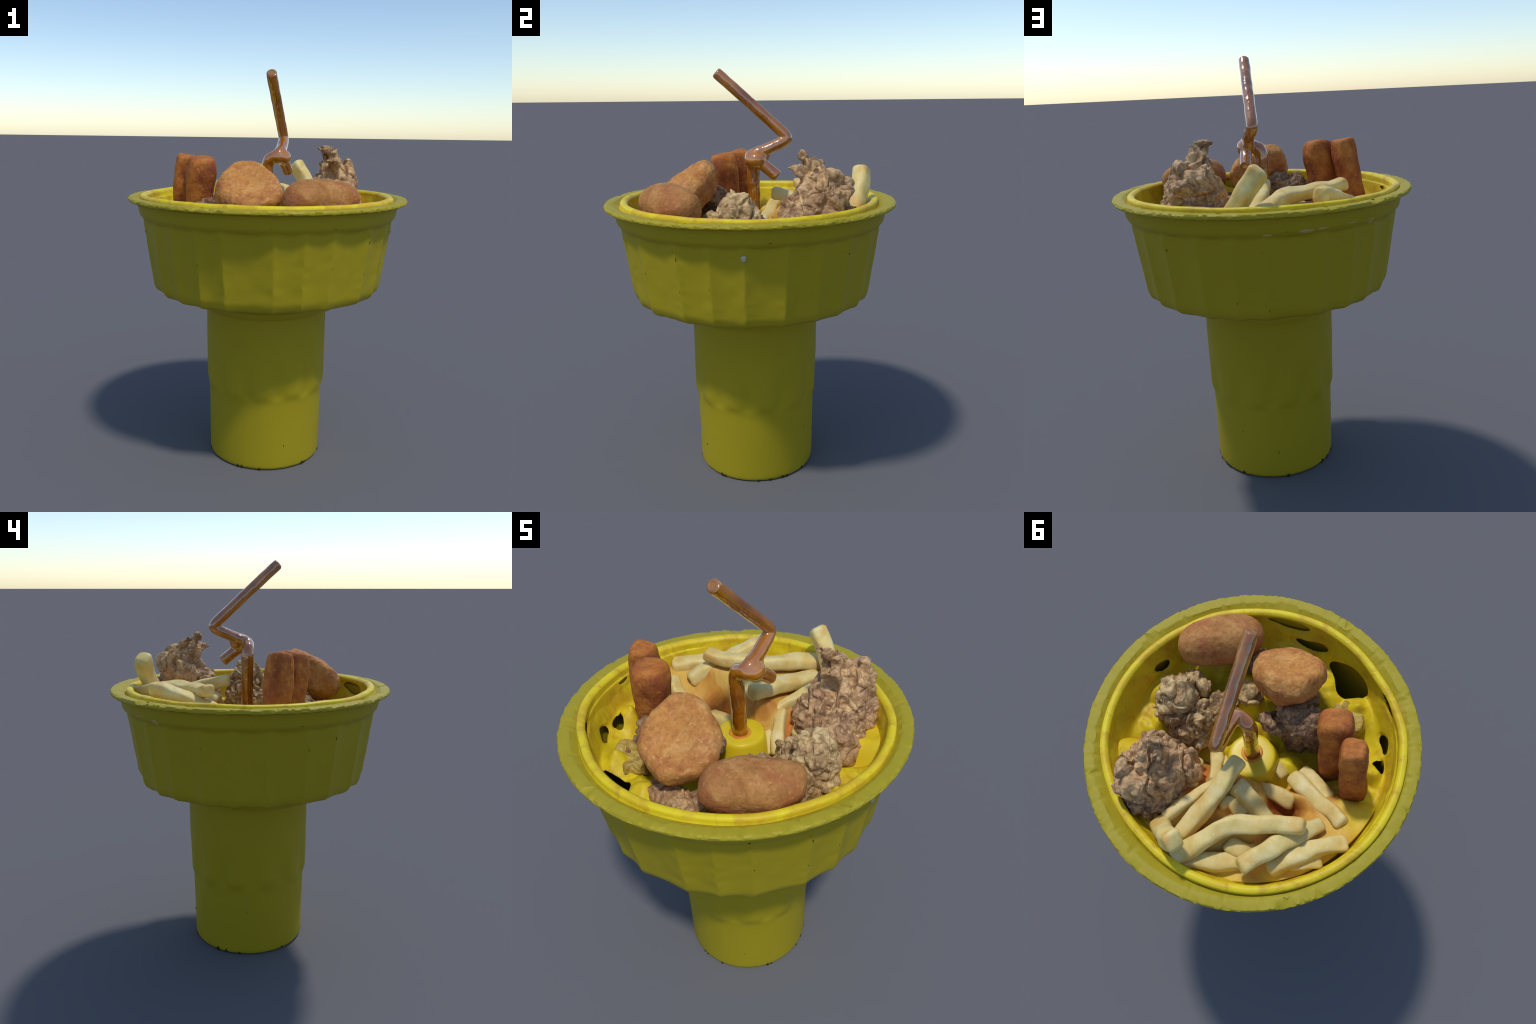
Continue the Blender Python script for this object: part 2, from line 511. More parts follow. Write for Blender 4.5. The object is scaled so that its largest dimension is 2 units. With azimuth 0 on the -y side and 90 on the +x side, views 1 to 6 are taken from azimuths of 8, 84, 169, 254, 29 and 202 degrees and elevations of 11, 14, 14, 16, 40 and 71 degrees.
def build_tray(M, parent):
    pts = resample([(r, 0, z) for r, z in TRAY], 190)
    NA = 720
    la = [a for a, _ in LIP]
    lr = [r for _, r in LIP]
    n = len(pts)
    top = max(range(n), key=lambda j: pts[j][2])
    wz = np.array([p[2] for p in pts[top:]])
    wr = np.array([p[0] for p in pts[top:]])
    lobe = lambda th, k: 1 + 0.13 * math.sin(2 * th + k * 2.1) + 0.09 * math.sin(3 * th + k)

    def place(az, r, z, swell):
        d = np.interp((az + 180) % 360 - 180, la, lr) - 0.634
        x, y, _ = pol(1, az, 0)
        w = smooth01((r - 0.40) / 0.15)
        rr = r + d * w
        t = smooth01((1.385 - z) / 0.05)
        rr += w * t * (0.011 * nz((x, y, z * 2.2), 3.1, 2.0) + 0.006 * nz((x, y, z * 2), 7.5, 5.0)) + swell
        rr += 0.014 * w * t * math.exp(-(((az + 180) % 360 - 180 - 12) / 40) ** 2)
        belly = math.exp(-(((az + 180) % 360 - 180 + 31) / 15) ** 2)
        rr += belly * smooth01((z - 1.15) / 0.04) * t * max(0.0, 0.566 + 0.16 * (z - 1.15) - rr) * 0.9
        if z < 1.36:
            rr = min(rr, 0.592 + 0.12 * (z - 1.25))
        zz = z + w * (1 - t) * 0.0035 * nz((x, y, 0), 4.5, 1.0) + (1 - w) * 0.010 * nz((x * r, y * r, 0), 9, 3.0)
        q = pol(min(rr, 0.655), az, zz)
        lift = max((h * math.exp(-(((q[0] - mx) ** 2 + (q[1] - my) ** 2) / mr ** 2)) for mx, my, mr, h in MOUNDS))
        lift *= 1 + 0.30 * nz((q[0], q[1], 0), 11, 4.0) + 0.18 * nz((q[0], q[1], 0), 26, 7.0)
        return (q[0], q[1], zz + lift * smooth01((1.26 - z) / 0.09))
    P, F, cut = [], [], []
    for j, p in enumerate(pts):
        for i in range(NA):
            az, r, z, f, swell = -180 + 360 * i / NA, max(p[0], 0.002), p[2], 1.0, 0.0
            if j > top and z > 1.14:
                for k, (a, zc, ha, hz) in enumerate(HOLES):
                    da, dz = (az - a) / ha, (z - zc) / hz
                    if abs(da) > 2 or abs(dz) > 2:
                        continue
                    m = math.hypot(da, dz) / lobe(math.atan2(dz, da), k)
                    f = min(f, m - 1)
                    swell += 0.007 * math.exp(-((m - 1.0) / 0.25) ** 2)
            cut.append(f)
            P.append(place(az, r, z, swell))
    for j in range(n - 1):
        for i in range(NA):
            k = (i + 1) % NA
            F.append((j * NA + i, j * NA + k, (j + 1) * NA + k, (j + 1) * NA + i))
    P, F = clip(P, F, cut)
    o = mesh_obj("tray", P, F, M["tray"], parent)
    bm = bmesh.new()
    bm.from_mesh(o.data)
    loose = [v for v in bm.verts if not v.link_faces]
    bmesh.ops.delete(bm, geom=loose, context="VERTS")
    bm.to_mesh(o.data)
    bm.free()
    fix_normals(o)
    s = o.modifiers.new("thickness", "SOLIDIFY")
    s.thickness = 0.005
    s.offset = -1 if o.data.polygons[len(o.data.polygons) - 10].normal.z > 0 else 1
    apply_mods(o)
    o.data.shade_smooth()
    return o


def build_spout(M, parent):
    cx, cy = -0.002, 0.028
    prof = [(0.20, 1.100), (0.160, 1.130), (0.135, 1.155), (0.122, 1.185), (0.114, 1.220), (0.107, 1.250), (0.103, 1.261), (0.097, 1.2680), (0.086, 1.2708),
            (0.066, 1.2718), (0.050, 1.2718), (0.030, 1.2715), (0.004, 1.2715)]
    pts = resample([(r, 0, z) for r, z in prof], 60)
    NA = 128
    V, F = [], []
    for p in pts:
        for i in range(NA):
            az = 360 * i / NA
            x, y, _ = pol(1, az, 0)
            r = p[0] * (1 + 0.03 * nz((x, y, p[2] * 3), 1.6, 4.0))
            V.append(pol(r, az, p[2], cx, cy))
    for j in range(len(pts) - 1):
        for i in range(NA):
            k = (i + 1) % NA
            F.append((j * NA + i, j * NA + k, (j + 1) * NA + k, (j + 1) * NA + i))
    F.append(tuple((len(pts) - 1) * NA + i for i in range(NA)))
    F.append(tuple(reversed(range(NA))))
    o = mesh_obj("spout", V, F, M["spout"], parent)
    fix_normals(o)
    # sauce that has welled up round the straw
    V, F = [], []
    for i in range(48):
        a = 2 * pi * i / 48
        wob = 1 + 0.22 * nz((math.cos(a), math.sin(a), 0), 1.6, 8.0)
        for k in range(10):
            b = 2 * pi * k / 10
            r = 0.034 + 0.0085 * wob * (0.6 + math.cos(b))
            V.append((0.001 + r * math.cos(a), 0.017 + r * math.sin(a), 1.2705 + 0.0055 * wob * math.sin(b)))
    for i in range(48):
        n = (i + 1) % 48
        for k in range(10):
            q = (k + 1) % 10
            F.append((i * 10 + k, i * 10 + q, n * 10 + q, n * 10 + k))
    c = mesh_obj("sauce_collar", V, F, M["collar"], parent)
    fix_normals(c)
    return o


DRAPE = []


def prepare_drape():
    """sample every fry lying in the bed, so the sauce can cling to it"""
    for pts, w, h, cling, t0, t1 in FRIES:
        if cling is None:
            continue
        for i, p in enumerate(resample(pts, 24)):
            if t0 <= i / 23 <= t1:
                DRAPE.append((p[0], p[1], p[2] - 0.010 - cling, w))


def sauce_height(x, y):
    r = math.hypot(x, y)
    side = smooth01((y - 0.03 + 0.07 * (x < 0) * min(1, -x / 0.4)) / 0.15)
    h = 1.165 + 0.095 * smooth01((r - 0.12) / 0.16) + 0.035 * smooth01((r - 0.30) / 0.25)
    h -= 0.045 * math.exp(-(((x + 0.20) / 0.13) ** 2 + ((y - 0.06) / 0.09) ** 2))
    h += 0.075 * math.exp(-(((x - 0.22) / 0.09) ** 2 + ((y - 0.34) / 0.10) ** 2))
    h += 0.016 * nz((x, y, 0), 8, 1.0) + 0.010 * nz((x, y, 0), 17, 2.0) + 0.004 * nz((x, y, 0), 40, 2.0)
    best = h
    for px, py, pz, w in near_fries(x, y):
        d = math.hypot(px - x, py - y)
        c = pz - 1.1 * max(0.0, d - w * 0.75)
        if c > best:
            best = c
    best -= 0.13 * math.exp(-(((x + 0.225) / 0.085) ** 2 + ((y - 0.200) / 0.050) ** 2))
    return 1.085 + (best - 1.085) * side


def near_fries(x, y):
    return [q for q in DRAPE if abs(q[0] - x) < 0.12 and abs(q[1] - y) < 0.12]


def build_sauce(M, parent):
    """cheesy mush that the fries sink into: a mound across the back half of the tray"""
    prepare_drape()
    N, NA = 84, 300
    V, F = [], []
    for j in range(N):
        r = 0.125 + (0.583 - 0.125) * j / (N - 1)
        for i in range(NA):
            az = 80 + (276 - 80) * i / (NA - 1)
            x, y, _ = pol(r, az, 0)
            V.append((x, y, sauce_height(x, y)))
    for j in range(N - 1):
        for i in range(NA - 1):
            F.append((j * NA + i, j * NA + i + 1, (j + 1) * NA + i + 1, (j + 1) * NA + i))
    top = len(V)
    # skirt down into the tray so the mound is solid
    ring = [i for i in range(NA)] + [j * NA + NA - 1 for j in range(1, N)] + [(N - 1) * NA + i for i in range(NA - 2, -1, -1)] + [j * NA for j in range(N - 2, 0, -1)]
    for q in ring:
        x, y, z = V[q]
        V.append((x * 0.99, y * 0.99, 1.07))
    L = len(ring)
    for k in range(L):
        F.append((ring[k], ring[(k + 1) % L], top + (k + 1) % L, top + k))
    F.append(tuple(top + k for k in range(L)))
    # let the draped sheet relax
    co = np.array(V[:top]).reshape(N, NA, 3)
    for _ in range(3):
        z = co[:, :, 2].copy()
        z[1:-1, 1:-1] = (co[:-2, 1:-1, 2] + co[2:, 1:-1, 2] + co[1:-1, :-2, 2] + co[1:-1, 2:, 2] + 2 * co[1:-1, 1:-1, 2]) / 6
        co[:, :, 2] = z
    V[:top] = [tuple(p) for p in co.reshape(-1, 3)]
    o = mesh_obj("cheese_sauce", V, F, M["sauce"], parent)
    fix_normals(o)
    return o


def build_chips(M, parent):
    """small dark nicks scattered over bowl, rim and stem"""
    rng = random.Random(21)
    V, F = [], []

    def chip(r, az, z, w, h, tilt):
        c = Vector(pol(r, az, z, *(0, 0) if z > 0.87 else (0.002, 0.013)))
        a = math.radians(az)
        n = Vector((math.sin(a), -math.cos(a), 0))
        t = Vector((math.cos(a), math.sin(a), 0))
        u = Vector((0, 0, 1))
        s, k = math.sin(tilt), math.cos(tilt)
        du, dt = u * k + t * s, t * k - u * s
        b = len(V)
        V.extend([c + du * h, c + dt * w, c - du * h * 0.8, c - dt * w * 0.7, c + n * 0.0012, c - n * 0.004])
        for x, y in ((0, 1), (1, 2), (2, 3), (3, 0)):
            F.append((b + x, b + y, b + 4))
            F.append((b + y, b + x, b + 5))
    for _ in range(20):
        z = rng.uniform(0.95, 1.25)
        az = rng.choice(RIDGES) + rng.uniform(-1, 1)
        r = 0.5885 + (0.6360 - 0.5885) * (z - 0.935) / 0.33 - flute((az + 180) % 360 - 180, z)
        chip(r, az, z, rng.uniform(.0012, .003), rng.uniform(.005, .013), rng.uniform(-.3, .3))
    for _ in range(12):
        chip(0.653, rng.uniform(0, 360), rng.uniform(1.298, 1.312), rng.uniform(.001, .002), rng.uniform(.005, .010), pi / 2 + rng.uniform(-.2, .2))
    for _ in range(13):
        z = rng.uniform(0.08, 0.75)
        chip(0.300 if z < 0.36 else 0.3135, rng.uniform(0, 360), z, rng.uniform(.001, .002), rng.uniform(.005, .010), rng.uniform(-.25, .25))
    for _ in range(16):
        chip(0.2972, rng.uniform(0, 360), rng.uniform(0.004, .010), rng.uniform(.006, .014), rng.uniform(.006, .016), 0)
    o = mesh_obj("dark_chip", V, F, M["chip"], parent, smooth=False)
    o["kind"] = "stuff"


def build_patches(M, parent):
    """bits of filling that poke through the wall below the ledge"""
    def patch(name, az, z, wa, hz, r0, mat, seed, thick=0.007):
        V, F = [], []
        N, K = 26, 8
        for j in range(K + 1):
            s = j / K
            for i in range(N):
                th = 2 * pi * i / N
                q = 1 + 0.25 * nz((math.cos(th), math.sin(th), 0), 1.8, seed)
                a = az + wa * s * q * math.cos(th)
                zz = z + hz * s * q * math.sin(th)
                base = 0.5885 + (0.6360 - 0.5885) * (zz - 0.935) / 0.33
                if zz > 1.262:
                    base = float(np.interp(zz, [1.265, 1.28, 1.29, 1.298, 1.307], [.636, .6385, .643, .650, .654]))
                base -= flute((a + 180) % 360 - 180, zz) * smooth01((1.288 - zz) / .035)
                V.append(pol(base + r0 - 0.006 + thick * math.sqrt(max(0, 1 - s ** 4)), a, zz))
        for j in range(K):
            for i in range(N):
                k = (i + 1) % N
                F.append((j * N + i, j * N + k, (j + 1) * N + k, (j + 1) * N + i))
        F.append(tuple(K * N + i for i in range(N)))
        o = mesh_obj(name, V, F, mat, parent)
        fix_normals(o)
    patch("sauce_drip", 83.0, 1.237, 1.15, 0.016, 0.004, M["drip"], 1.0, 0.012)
    for k, (az, z, wa, hz) in enumerate([(171.0, 1.291, 2.2, .0055), (-175.0, 1.296, 3.6, .010), (-168.6, 1.300, 3.0, .006), (-157, 1.305, 2.6, .004), (-146.5, 1.294, 2.2, .013)]):
        patch("cheese_film", az, z, wa, hz, 0.001, M["film"], 2.0 + k)


# ---------------------------------------------------------------- the straw
def tube(points, radius, nseg, facets, sharp, seed, cap_bore=None):
    """faceted tube swept along a polyline with softened corners; returns verts, faces, bore ring"""
    P = [Vector(p) for p in points]
    path = []
    for i, p in enumerate(P):
        if 0 < i < len(P) - 1:
            a, b = (P[i - 1] - p), (P[i + 1] - p)
            la, lb = min(a.length * 0.45, sharp), min(b.length * 0.45, sharp)
            s, e = p + a.normalized() * la, p + b.normalized() * lb
            for k in range(9):
                t = k / 8
                path.append(s * (1 - t) ** 2 + p * 2 * t * (1 - t) + e * t * t)
        else:
            path.append(p)
    fine = [path[0]]
    for a, b in zip(path, path[1:]):
        k = max(1, int((b - a).length / nseg))
        for q in range(1, k + 1):
            fine.append(a.lerp(b, q / k))
    V, F = [], []
    t0 = (fine[1] - fine[0]).normalized()
    up = t0.orthogonal().normalized()
    for i, c in enumerate(fine):
        t = (fine[min(i + 1, len(fine) - 1)] - fine[max(i - 1, 0)]).normalized()
        up = (up - t * up.dot(t)).normalized()
        side = t.cross(up)
        rad = radius(i / (len(fine) - 1)) if callable(radius) else radius
        for k in range(facets):
            a = 2 * pi * k / facets
            q = c + (up * math.cos(a) + side * math.sin(a)) * rad
            V.append(q + nvec(q, 26, seed) * 0.0022)
    for i in range(len(fine) - 1):
        for k in range(facets):
            n = (k + 1) % facets
            F.append((i * facets + k, i * facets + n, (i + 1) * facets + n, (i + 1) * facets + k))
    last = (len(fine) - 1) * facets
    return V, F, last, fine


def build_straw(M):
    root = new_empty("drinking_straw", (0.0, 0.016, 1.25), "glossy caramel brown bent plastic straw with short stub", "drinking straw")
    root.empty_display_size = 0.1
    V, F = [], []
    ends = []

    def add(pts, rad, seed, soft):
        v, f, last, fine = tube(pts, rad, 0.012, 12, soft, seed)
        off = len(V)
        V.extend(v)
        F.extend([tuple(i + off for i in q) for q in f])
        F.append(tuple(off + last + k for k in range(12)))
        F.append(tuple(reversed(range(off, off + 12))))
        ends.append((fine[-1], (fine[-1] - fine[-2]).normalized()))
    add([(0.002, 0.016, 1.235), (0.000, 0.017, 1.40), (-0.006, 0.014, 1.565), (0.058, -0.008, 1.601), (0.064, 0.060, 1.626), (0.064, 0.178, 1.676), (0.060, 0.163, 1.702), (0.030, -0.155, 1.988)],
        lambda t: 0.0320 - 0.0050 * smooth01((t - 0.25) / 0.4), 1.0, 0.036)
    add([(0.060, -0.004, 1.592), (0.078, 0.058, 1.560), (0.093, 0.124, 1.506)], 0.0285, 5.0, 0.03)
    S, SF = ico(3)
    for c, r in (((0.055, 0.002, 1.586), (0.042, 0.034, 0.034)), ((0.080, 0.026, 1.584), (0.036, 0.046, 0.040)), ((0.066, 0.056, 1.600), (0.028, 0.034, 0.032)), ((0.010, 0.008, 1.572), (0.034, 0.032, 0.034))):
        off = len(V)
        V.extend([Vector(c) + Vector(p * np.array(r)) for p in S])
        F.extend([tuple(i + off for i in q) for q in SF])
    o = mesh_obj("straw_tube", [v - root.location for v in V], F, M["straw"], root)
    m = o.modifiers.new("fuse", "REMESH")
    m.mode = "VOXEL"
    m.voxel_size = 0.0042
    m = o.modifiers.new("soft", "SMOOTH")
    m.factor, m.iterations = 0.5, 3
    # planed, slightly crumpled facets
    m = o.modifiers.new("facets", "DECIMATE")
    m.ratio = 0.10
    m = o.modifiers.new("round", "SUBSURF")
    m.levels = m.render_levels = 1
    apply_mods(o)
    if not o.data.materials:
        o.data.materials.append(M["straw"])
    o.data.shade_smooth()
    for c, t in ends:
        u = t.orthogonal().normalized()
        w = t.cross(u)
        v, f = [], []
        for rr, dz in ((0.0235, -0.004), (0.0225, 0.0012), (0.013, 0.0015), (0.0095, -0.004), (0.008, -0.006)):
            for k in range(20):
                a = 2 * pi * k / 20
                v.append(c + (u * math.cos(a) + w * math.sin(a)) * rr + t * dz - root.location)
        for j in range(4):
            for k in range(20):
                n = (k + 1) % 20
                f.append((j * 20 + k, j * 20 + n, (j + 1) * 20 + n, (j + 1) * 20 + k))
        f.append(tuple(80 + k for k in range(20)))
        b = mesh_obj("straw_end", v, f, M["bore"], root)
        fix_normals(b)
    return root


# ------------------------------------------------------------------- fries
def build_fry(name, pts, w, h, M, seed, parent=None, roll=0.0):
    n, K = 46, 32
    P = resample(pts, n)
    P = [Vector(p) for p in P]
    o_loc = P[n // 2].copy()
    V, F = [], []
    up0 = Vector((0, 0, 1))
    t_all = (P[-1] - P[0]).normalized()
    if abs(t_all.z) > 0.8:
        up0 = Vector((0.3, 1, 0))
    L = sum((b - a).length for a, b in zip(P, P[1:]))
    rows = []
    acc = 0.0
    cap = min(0.030, L * 0.22)
    # extra rings at both ends to round the caps
    steps = []
    for s in np.linspace(0, pi / 2, 7)[:-1]:
        steps.append((cap * (1 - math.cos(s)) * 0.62, 0.50 + 0.50 * math.sin(s) ** 0.9))
    body = np.linspace(cap * 0.62, L - cap * 0.62, n)
    seq = [(d, f) for d, f in steps] + [(d, 1.0) for d in body] + [(L - d, f) for d, f in reversed(steps)]
    cum = [0.0]
    for a, b in zip(P, P[1:]):
        cum.append(cum[-1] + (b - a).length)

    def at(d):
        i = max(0, min(len(cum) - 2, int(np.searchsorted(cum, d)) - 1))
        t = (d - cum[i]) / max(1e-6, cum[i + 1] - cum[i])
        return P[i].lerp(P[i + 1], t), (P[min(i + 2, len(P) - 1)] - P[max(i - 1, 0)]).normalized()
    for d, f in seq:
        c, t = at(d)
        side = t.cross(up0).normalized()
        up = side.cross(t).normalized()
        ang = roll + 0.35 * (nz((d * 3, seed, 0), 1.0, seed))
        s2 = side * math.cos(ang) + up * math.sin(ang)
        u2 = up * math.cos(ang) - side * math.sin(ang)
        taper = 1 - 0.16 * smooth01(d / L) * (0.5 + 0.5 * math.sin(seed * 5)) - 0.12 * smooth01(1 - d / L) * (0.5 - 0.5 * math.sin(seed * 5))
        w1, h1 = (w * 1.08, h * 1.08) if w > 0.028 else (w, h)
        ww = w1 * f * taper * (1 + 0.16 * nz((d, seed, 2), 9, seed))
        hh = h1 * f * taper * (1 + 0.16 * nz((d, seed, 5), 9, seed + 3))
        for k in range(K):
            a = 2 * pi * k / K
            e = 2.0 / 3.5
            ca, sa = math.cos(a), math.sin(a)
            x = math.copysign(abs(ca) ** e, ca) * ww
            y = math.copysign(abs(sa) ** e, sa) * hh
            q = c + s2 * x + u2 * y
            q += nvec(q, 11, seed) * 0.0090 + nvec(q, 50, seed) * 0.0012
            V.append(q - o_loc)
    R = len(seq)
    for j in range(R - 1):
        for k in range(K):
            m = (k + 1) % K
            F.append((j * K + k, j * K + m, (j + 1) * K + m, (j + 1) * K + k))
    V.append(at(0)[0] - o_loc)
    V.append(at(L)[0] - o_loc)
    for k in range(K):
        m = (k + 1) % K
        F.append((m, k, len(V) - 2))
        F.append(((R - 1) * K + k, (R - 1) * K + m, len(V) - 1))
    o = mesh_obj(name, V, F, M["fry"], parent, loc=o_loc)
    fix_normals(o)
    return o


# path, half width, half height, how far below its middle the sauce clings (None: stands free), clinging stretch
FRIES = [
    # long curved one lying across the top
    ([(0.118, 0.572, 1.362), (0.035, 0.470, 1.392), (-0.049, 0.380, 1.408), (-0.167, 0.330, 1.412), (-0.262, 0.300, 1.420), (-0.335, 0.290, 1.434)], .037, .034, .045, 0, .88),
    # the one standing upright
    ([(0.225, 0.460, 1.335), (0.188, 0.490, 1.400), (0.146, 0.515, 1.465), (0.100, 0.538, 1.540)], .041, .037, None, 0, 1),
    # crossing under the long one
    ([(-0.148, 0.526, 1.426), (-0.221, 0.420, 1.396), (-0.302, 0.318, 1.356), (-0.388, 0.220, 1.312)], .038, .034, .035, .30, 1),
    ([(-0.240, 0.475, 1.326), (-0.343, 0.383, 1.340), (-0.420, 0.318, 1.342), (-0.512, 0.268, 1.330)], .038, .032, .008, 0, 1),
    ([(0.100, 0.562, 1.335), (-0.02, 0.528, 1.332), (-0.140, 0.480, 1.316)], .036, .030, .008, 0, 1),
    ([(-0.188, 0.036, 1.215), (-0.270, 0.078, 1.235), (-0.345, 0.118, 1.245), (-0.420, 0.160, 1.290), (-0.470, 0.196, 1.308)], .036, .032, .006, 0, 1),
    ([(0.010, 0.200, 1.350), (-0.085, 0.238, 1.335), (-0.180, 0.295, 1.318)], .037, .033, .020, 0, 1),
    ([(-0.030, 0.150, 1.200), (-0.140, 0.136, 1.206), (-0.240, 0.150, 1.205)], .037, .032, .004, 0, 1),
    ([(0.218, 0.435, 1.362), (0.160, 0.330, 1.350), (0.105, 0.233, 1.324), (0.045, 0.160, 1.295)], .024, .032, .015, 0, 1),
    ([(0.140, 0.475, 1.338), (0.085, 0.340, 1.370), (0.042, 0.215, 1.402), (0.024, 0.150, 1.418), (0.016, 0.108, 1.424)], .038, .032, .050, 0, .70),
    ([(0.095, 0.205, 1.312), (0.132, 0.120, 1.262), (0.168, 0.046, 1.195)], .030, .026, .004, 0, 1),
    ([(0.060, 0.150, 1.215), (0.015, 0.110, 1.215), (-0.015, 0.085, 1.205)], .030, .028, .010, 0, 1),
    ([(-0.222, -0.015, 1.190), (-0.310, 0.040, 1.215), (-0.385, 0.085, 1.225)], .031, .028, .004, 0, 1),
    ([(-0.114, 0.050, 1.195), (-0.130, 0.025, 1.190), (-0.145, 0.000, 1.140)], .034, .030, .006, 0, 1),
    ([(-0.050, 0.430, 1.338), (-0.130, 0.440, 1.326), (-0.180, 0.415, 1.308)], .032, .030, .006, 0, 1),
    ([(0.035, 0.300, 1.340), (0.000, 0.272, 1.330), (-0.080, 0.305, 1.310)], .030, .026, .006, 0, 1),
    ([(0.070, 0.110, 1.245), (0.105, 0.085, 1.225), (0.120, 0.060, 1.180)], .028, .026, .004, 0, 1),
    ([(0.215, 0.130, 1.255), (0.205, 0.190, 1.285), (0.180, 0.260, 1.310)], .030, .026, .000, 0, 1),
    ([(-0.300, 0.440, 1.318), (-0.390, 0.395, 1.318), (-0.440, 0.365, 1.310)], .026, .024, .004, 0, 1),
]


def build_fries(M):
    for i, (pts, w, h, cling, t0, t1) in enumerate(FRIES):
        pts = [(x, y, z - (0.010 if cling is not None else 0.0)) for x, y, z in pts]
        o = build_fry("french_fry", pts, w, h, M, 1.7 * i + 0.4, roll=0.25 * math.sin(i * 2.3))
        tag(o, "pale golden square cut potato fry half sunk in sauce", "french fry")


# ------------------------------------------------------- breaded solid shapes
def ico(sub):
    bm = bmesh.new()
    bmesh.ops.create_icosphere(bm, subdivisions=sub, radius=1.0)
    bm.verts.ensure_lookup_table()
    V = np.array([v.co[:] for v in bm.verts])
    F = [tuple(v.index for v in f.verts) for f in bm.faces]
    bm.free()
    return V, F


def superball(V, e):
    """push a unit sphere out towards a rounded box; e = (x, y, z) exponents of the p-norm"""
    n = (np.abs(V) ** e).sum(1) ** (1.0 / e)
    return V / n[:, None]


def rot_from_axes(x, z):
    x, z = Vector(x).normalized(), Vector(z).normalized()
    y = z.cross(x).normalized()
    x = y.cross(z).normalized()
    return np.array([x, y, z]).T


def breaded_piece(name, loc, axes, V, F, lump, fine, seed, mat, label, category, parent=None):
    co = V @ axes.T
    me_o = mesh_obj(name, co, F, mat, parent, loc=loc)
    fix_normals(me_o)
    co = get_co(me_o.data)
    no = get_no(me_o.data)
    d = np.array([lump * 0.8 * nz(p, 4.2, seed + 9) + lump * nz(p, 7.5, seed) + lump * 0.55 * nz(p, 15, seed + 2) + fine * nz(p, 38, seed + 5) + fine * 0.6 * nz(p, 80, seed + 7) for p in co])
    set_co(me_o.data, co + no * d[:, None])
    if label:
        tag(me_o, label, category)
    return me_o


def build_nuggets(M):
    S, F = ico(6)
    # flat-faced patty leaning back, wedge-shaped behind
    c, s = math.cos(math.radians(37)), math.sin(math.radians(37))
    ax = rot_from_axes((1, 0.05, 0.0), (0.10, -s, c))
    th = np.arctan2(S[:, 1], S[:, 0])
    rho = np.hypot(S[:, 0], S[:, 1])
    z = S[:, 2]
    # squash the sphere into a slab: flat faces, rounded rim
    flat = np.sign(z) * np.minimum(1.0, np.abs(z) * 1.9) ** 0.75
    rim = np.minimum(1.0, rho * 1.02) ** 0.55 * np.where(rho > 0, 1, 0)
    lob = 1 + 0.050 * np.cos(2 * th + 0.9) + 0.050 * np.cos(3 * th + 0.3) + 0.018 * np.cos(5 * th + 1.1)
    lob = lob - 0.06 * np.exp(-((th - 0.85) / 0.32) ** 2) + 0.055 * np.exp(-((th + 0.50) / 0.40) ** 2)
    R0 = rho ** 0.62 * lob
    back = np.where(z < 0, 1.15, 0.86)
    taper = np.where(z < 0, 1 - 0.30 * np.abs(z), 1.0)
    V = np.stack([np.cos(th) * R0 * 0.150 * taper, np.sin(th) * R0 * 0.181 * taper, np.sign(z) * (1 - (1 - np.abs(z)) ** 1.7) * 0.088 * back], 1)
    V[:, 2] -= 0.012 * np.exp(-((V[:, 0] / .07) ** 2 + (V[:, 1] / .09) ** 2)) * (z > 0)
    breaded_piece("chicken_nugget", (-0.050, -0.309, 1.436), ax, V, F, 0.015, 0.0028, 3.0, M["golden_nugget_breading"],
                  "golden brown flat round breaded chicken nugget", "chicken nugget")
    # plump oval
    ph = math.radians(28)
    ax = rot_from_axes((math.cos(ph), math.sin(ph), 0.02), (0.1, -0.15, 1))
    V = superball(S.copy(), 2.5)
    V = V * np.array([0.184, 0.102, 0.098])
    V[:, 0] += 0.02 * V[:, 1] / 0.110
    breaded_piece("chicken_nugget", (0.294, -0.384, 1.402), ax, V, F, 0.008, 0.0018, 9.0, M["tan_nugget_breading"],
                  "plump oval tan breaded chicken nugget", "chicken nugget")
    # two upright sticks
    for (top, bot, w, d, seed, yaw) in (((-0.418, -0.030, 1.592), (-0.474, 0.024, 1.15), .056, .057, 4.0, 0.20),
                                         ((-0.318, -0.128, 1.582), (-0.356, -0.072, 1.12), .071, .063, 12.0, 0.30)):
        top, bot = Vector(top), Vector(bot)
        z = (top - bot)
        L = z.length / 2
        ax = rot_from_axes((math.cos(yaw), math.sin(yaw), 0), z)
        # rounded-square section, flatter rounded ends
        r4 = (np.abs(S[:, 0]) ** 3.6 + np.abs(S[:, 1]) ** 3.6) ** (1 / 3.6)
        n = (r4 ** 7 + np.abs(S[:, 2]) ** 7) ** (1 / 7)
        V = S / n[:, None] * np.array([w, d, L])
        breaded_piece("breaded_stick", (top + bot) / 2, ax, V, F, 0.0085, 0.0018, seed, M["rusty_stick_breading"],
                      "upright rusty brown breaded rectangular stick", "breaded potato stick")


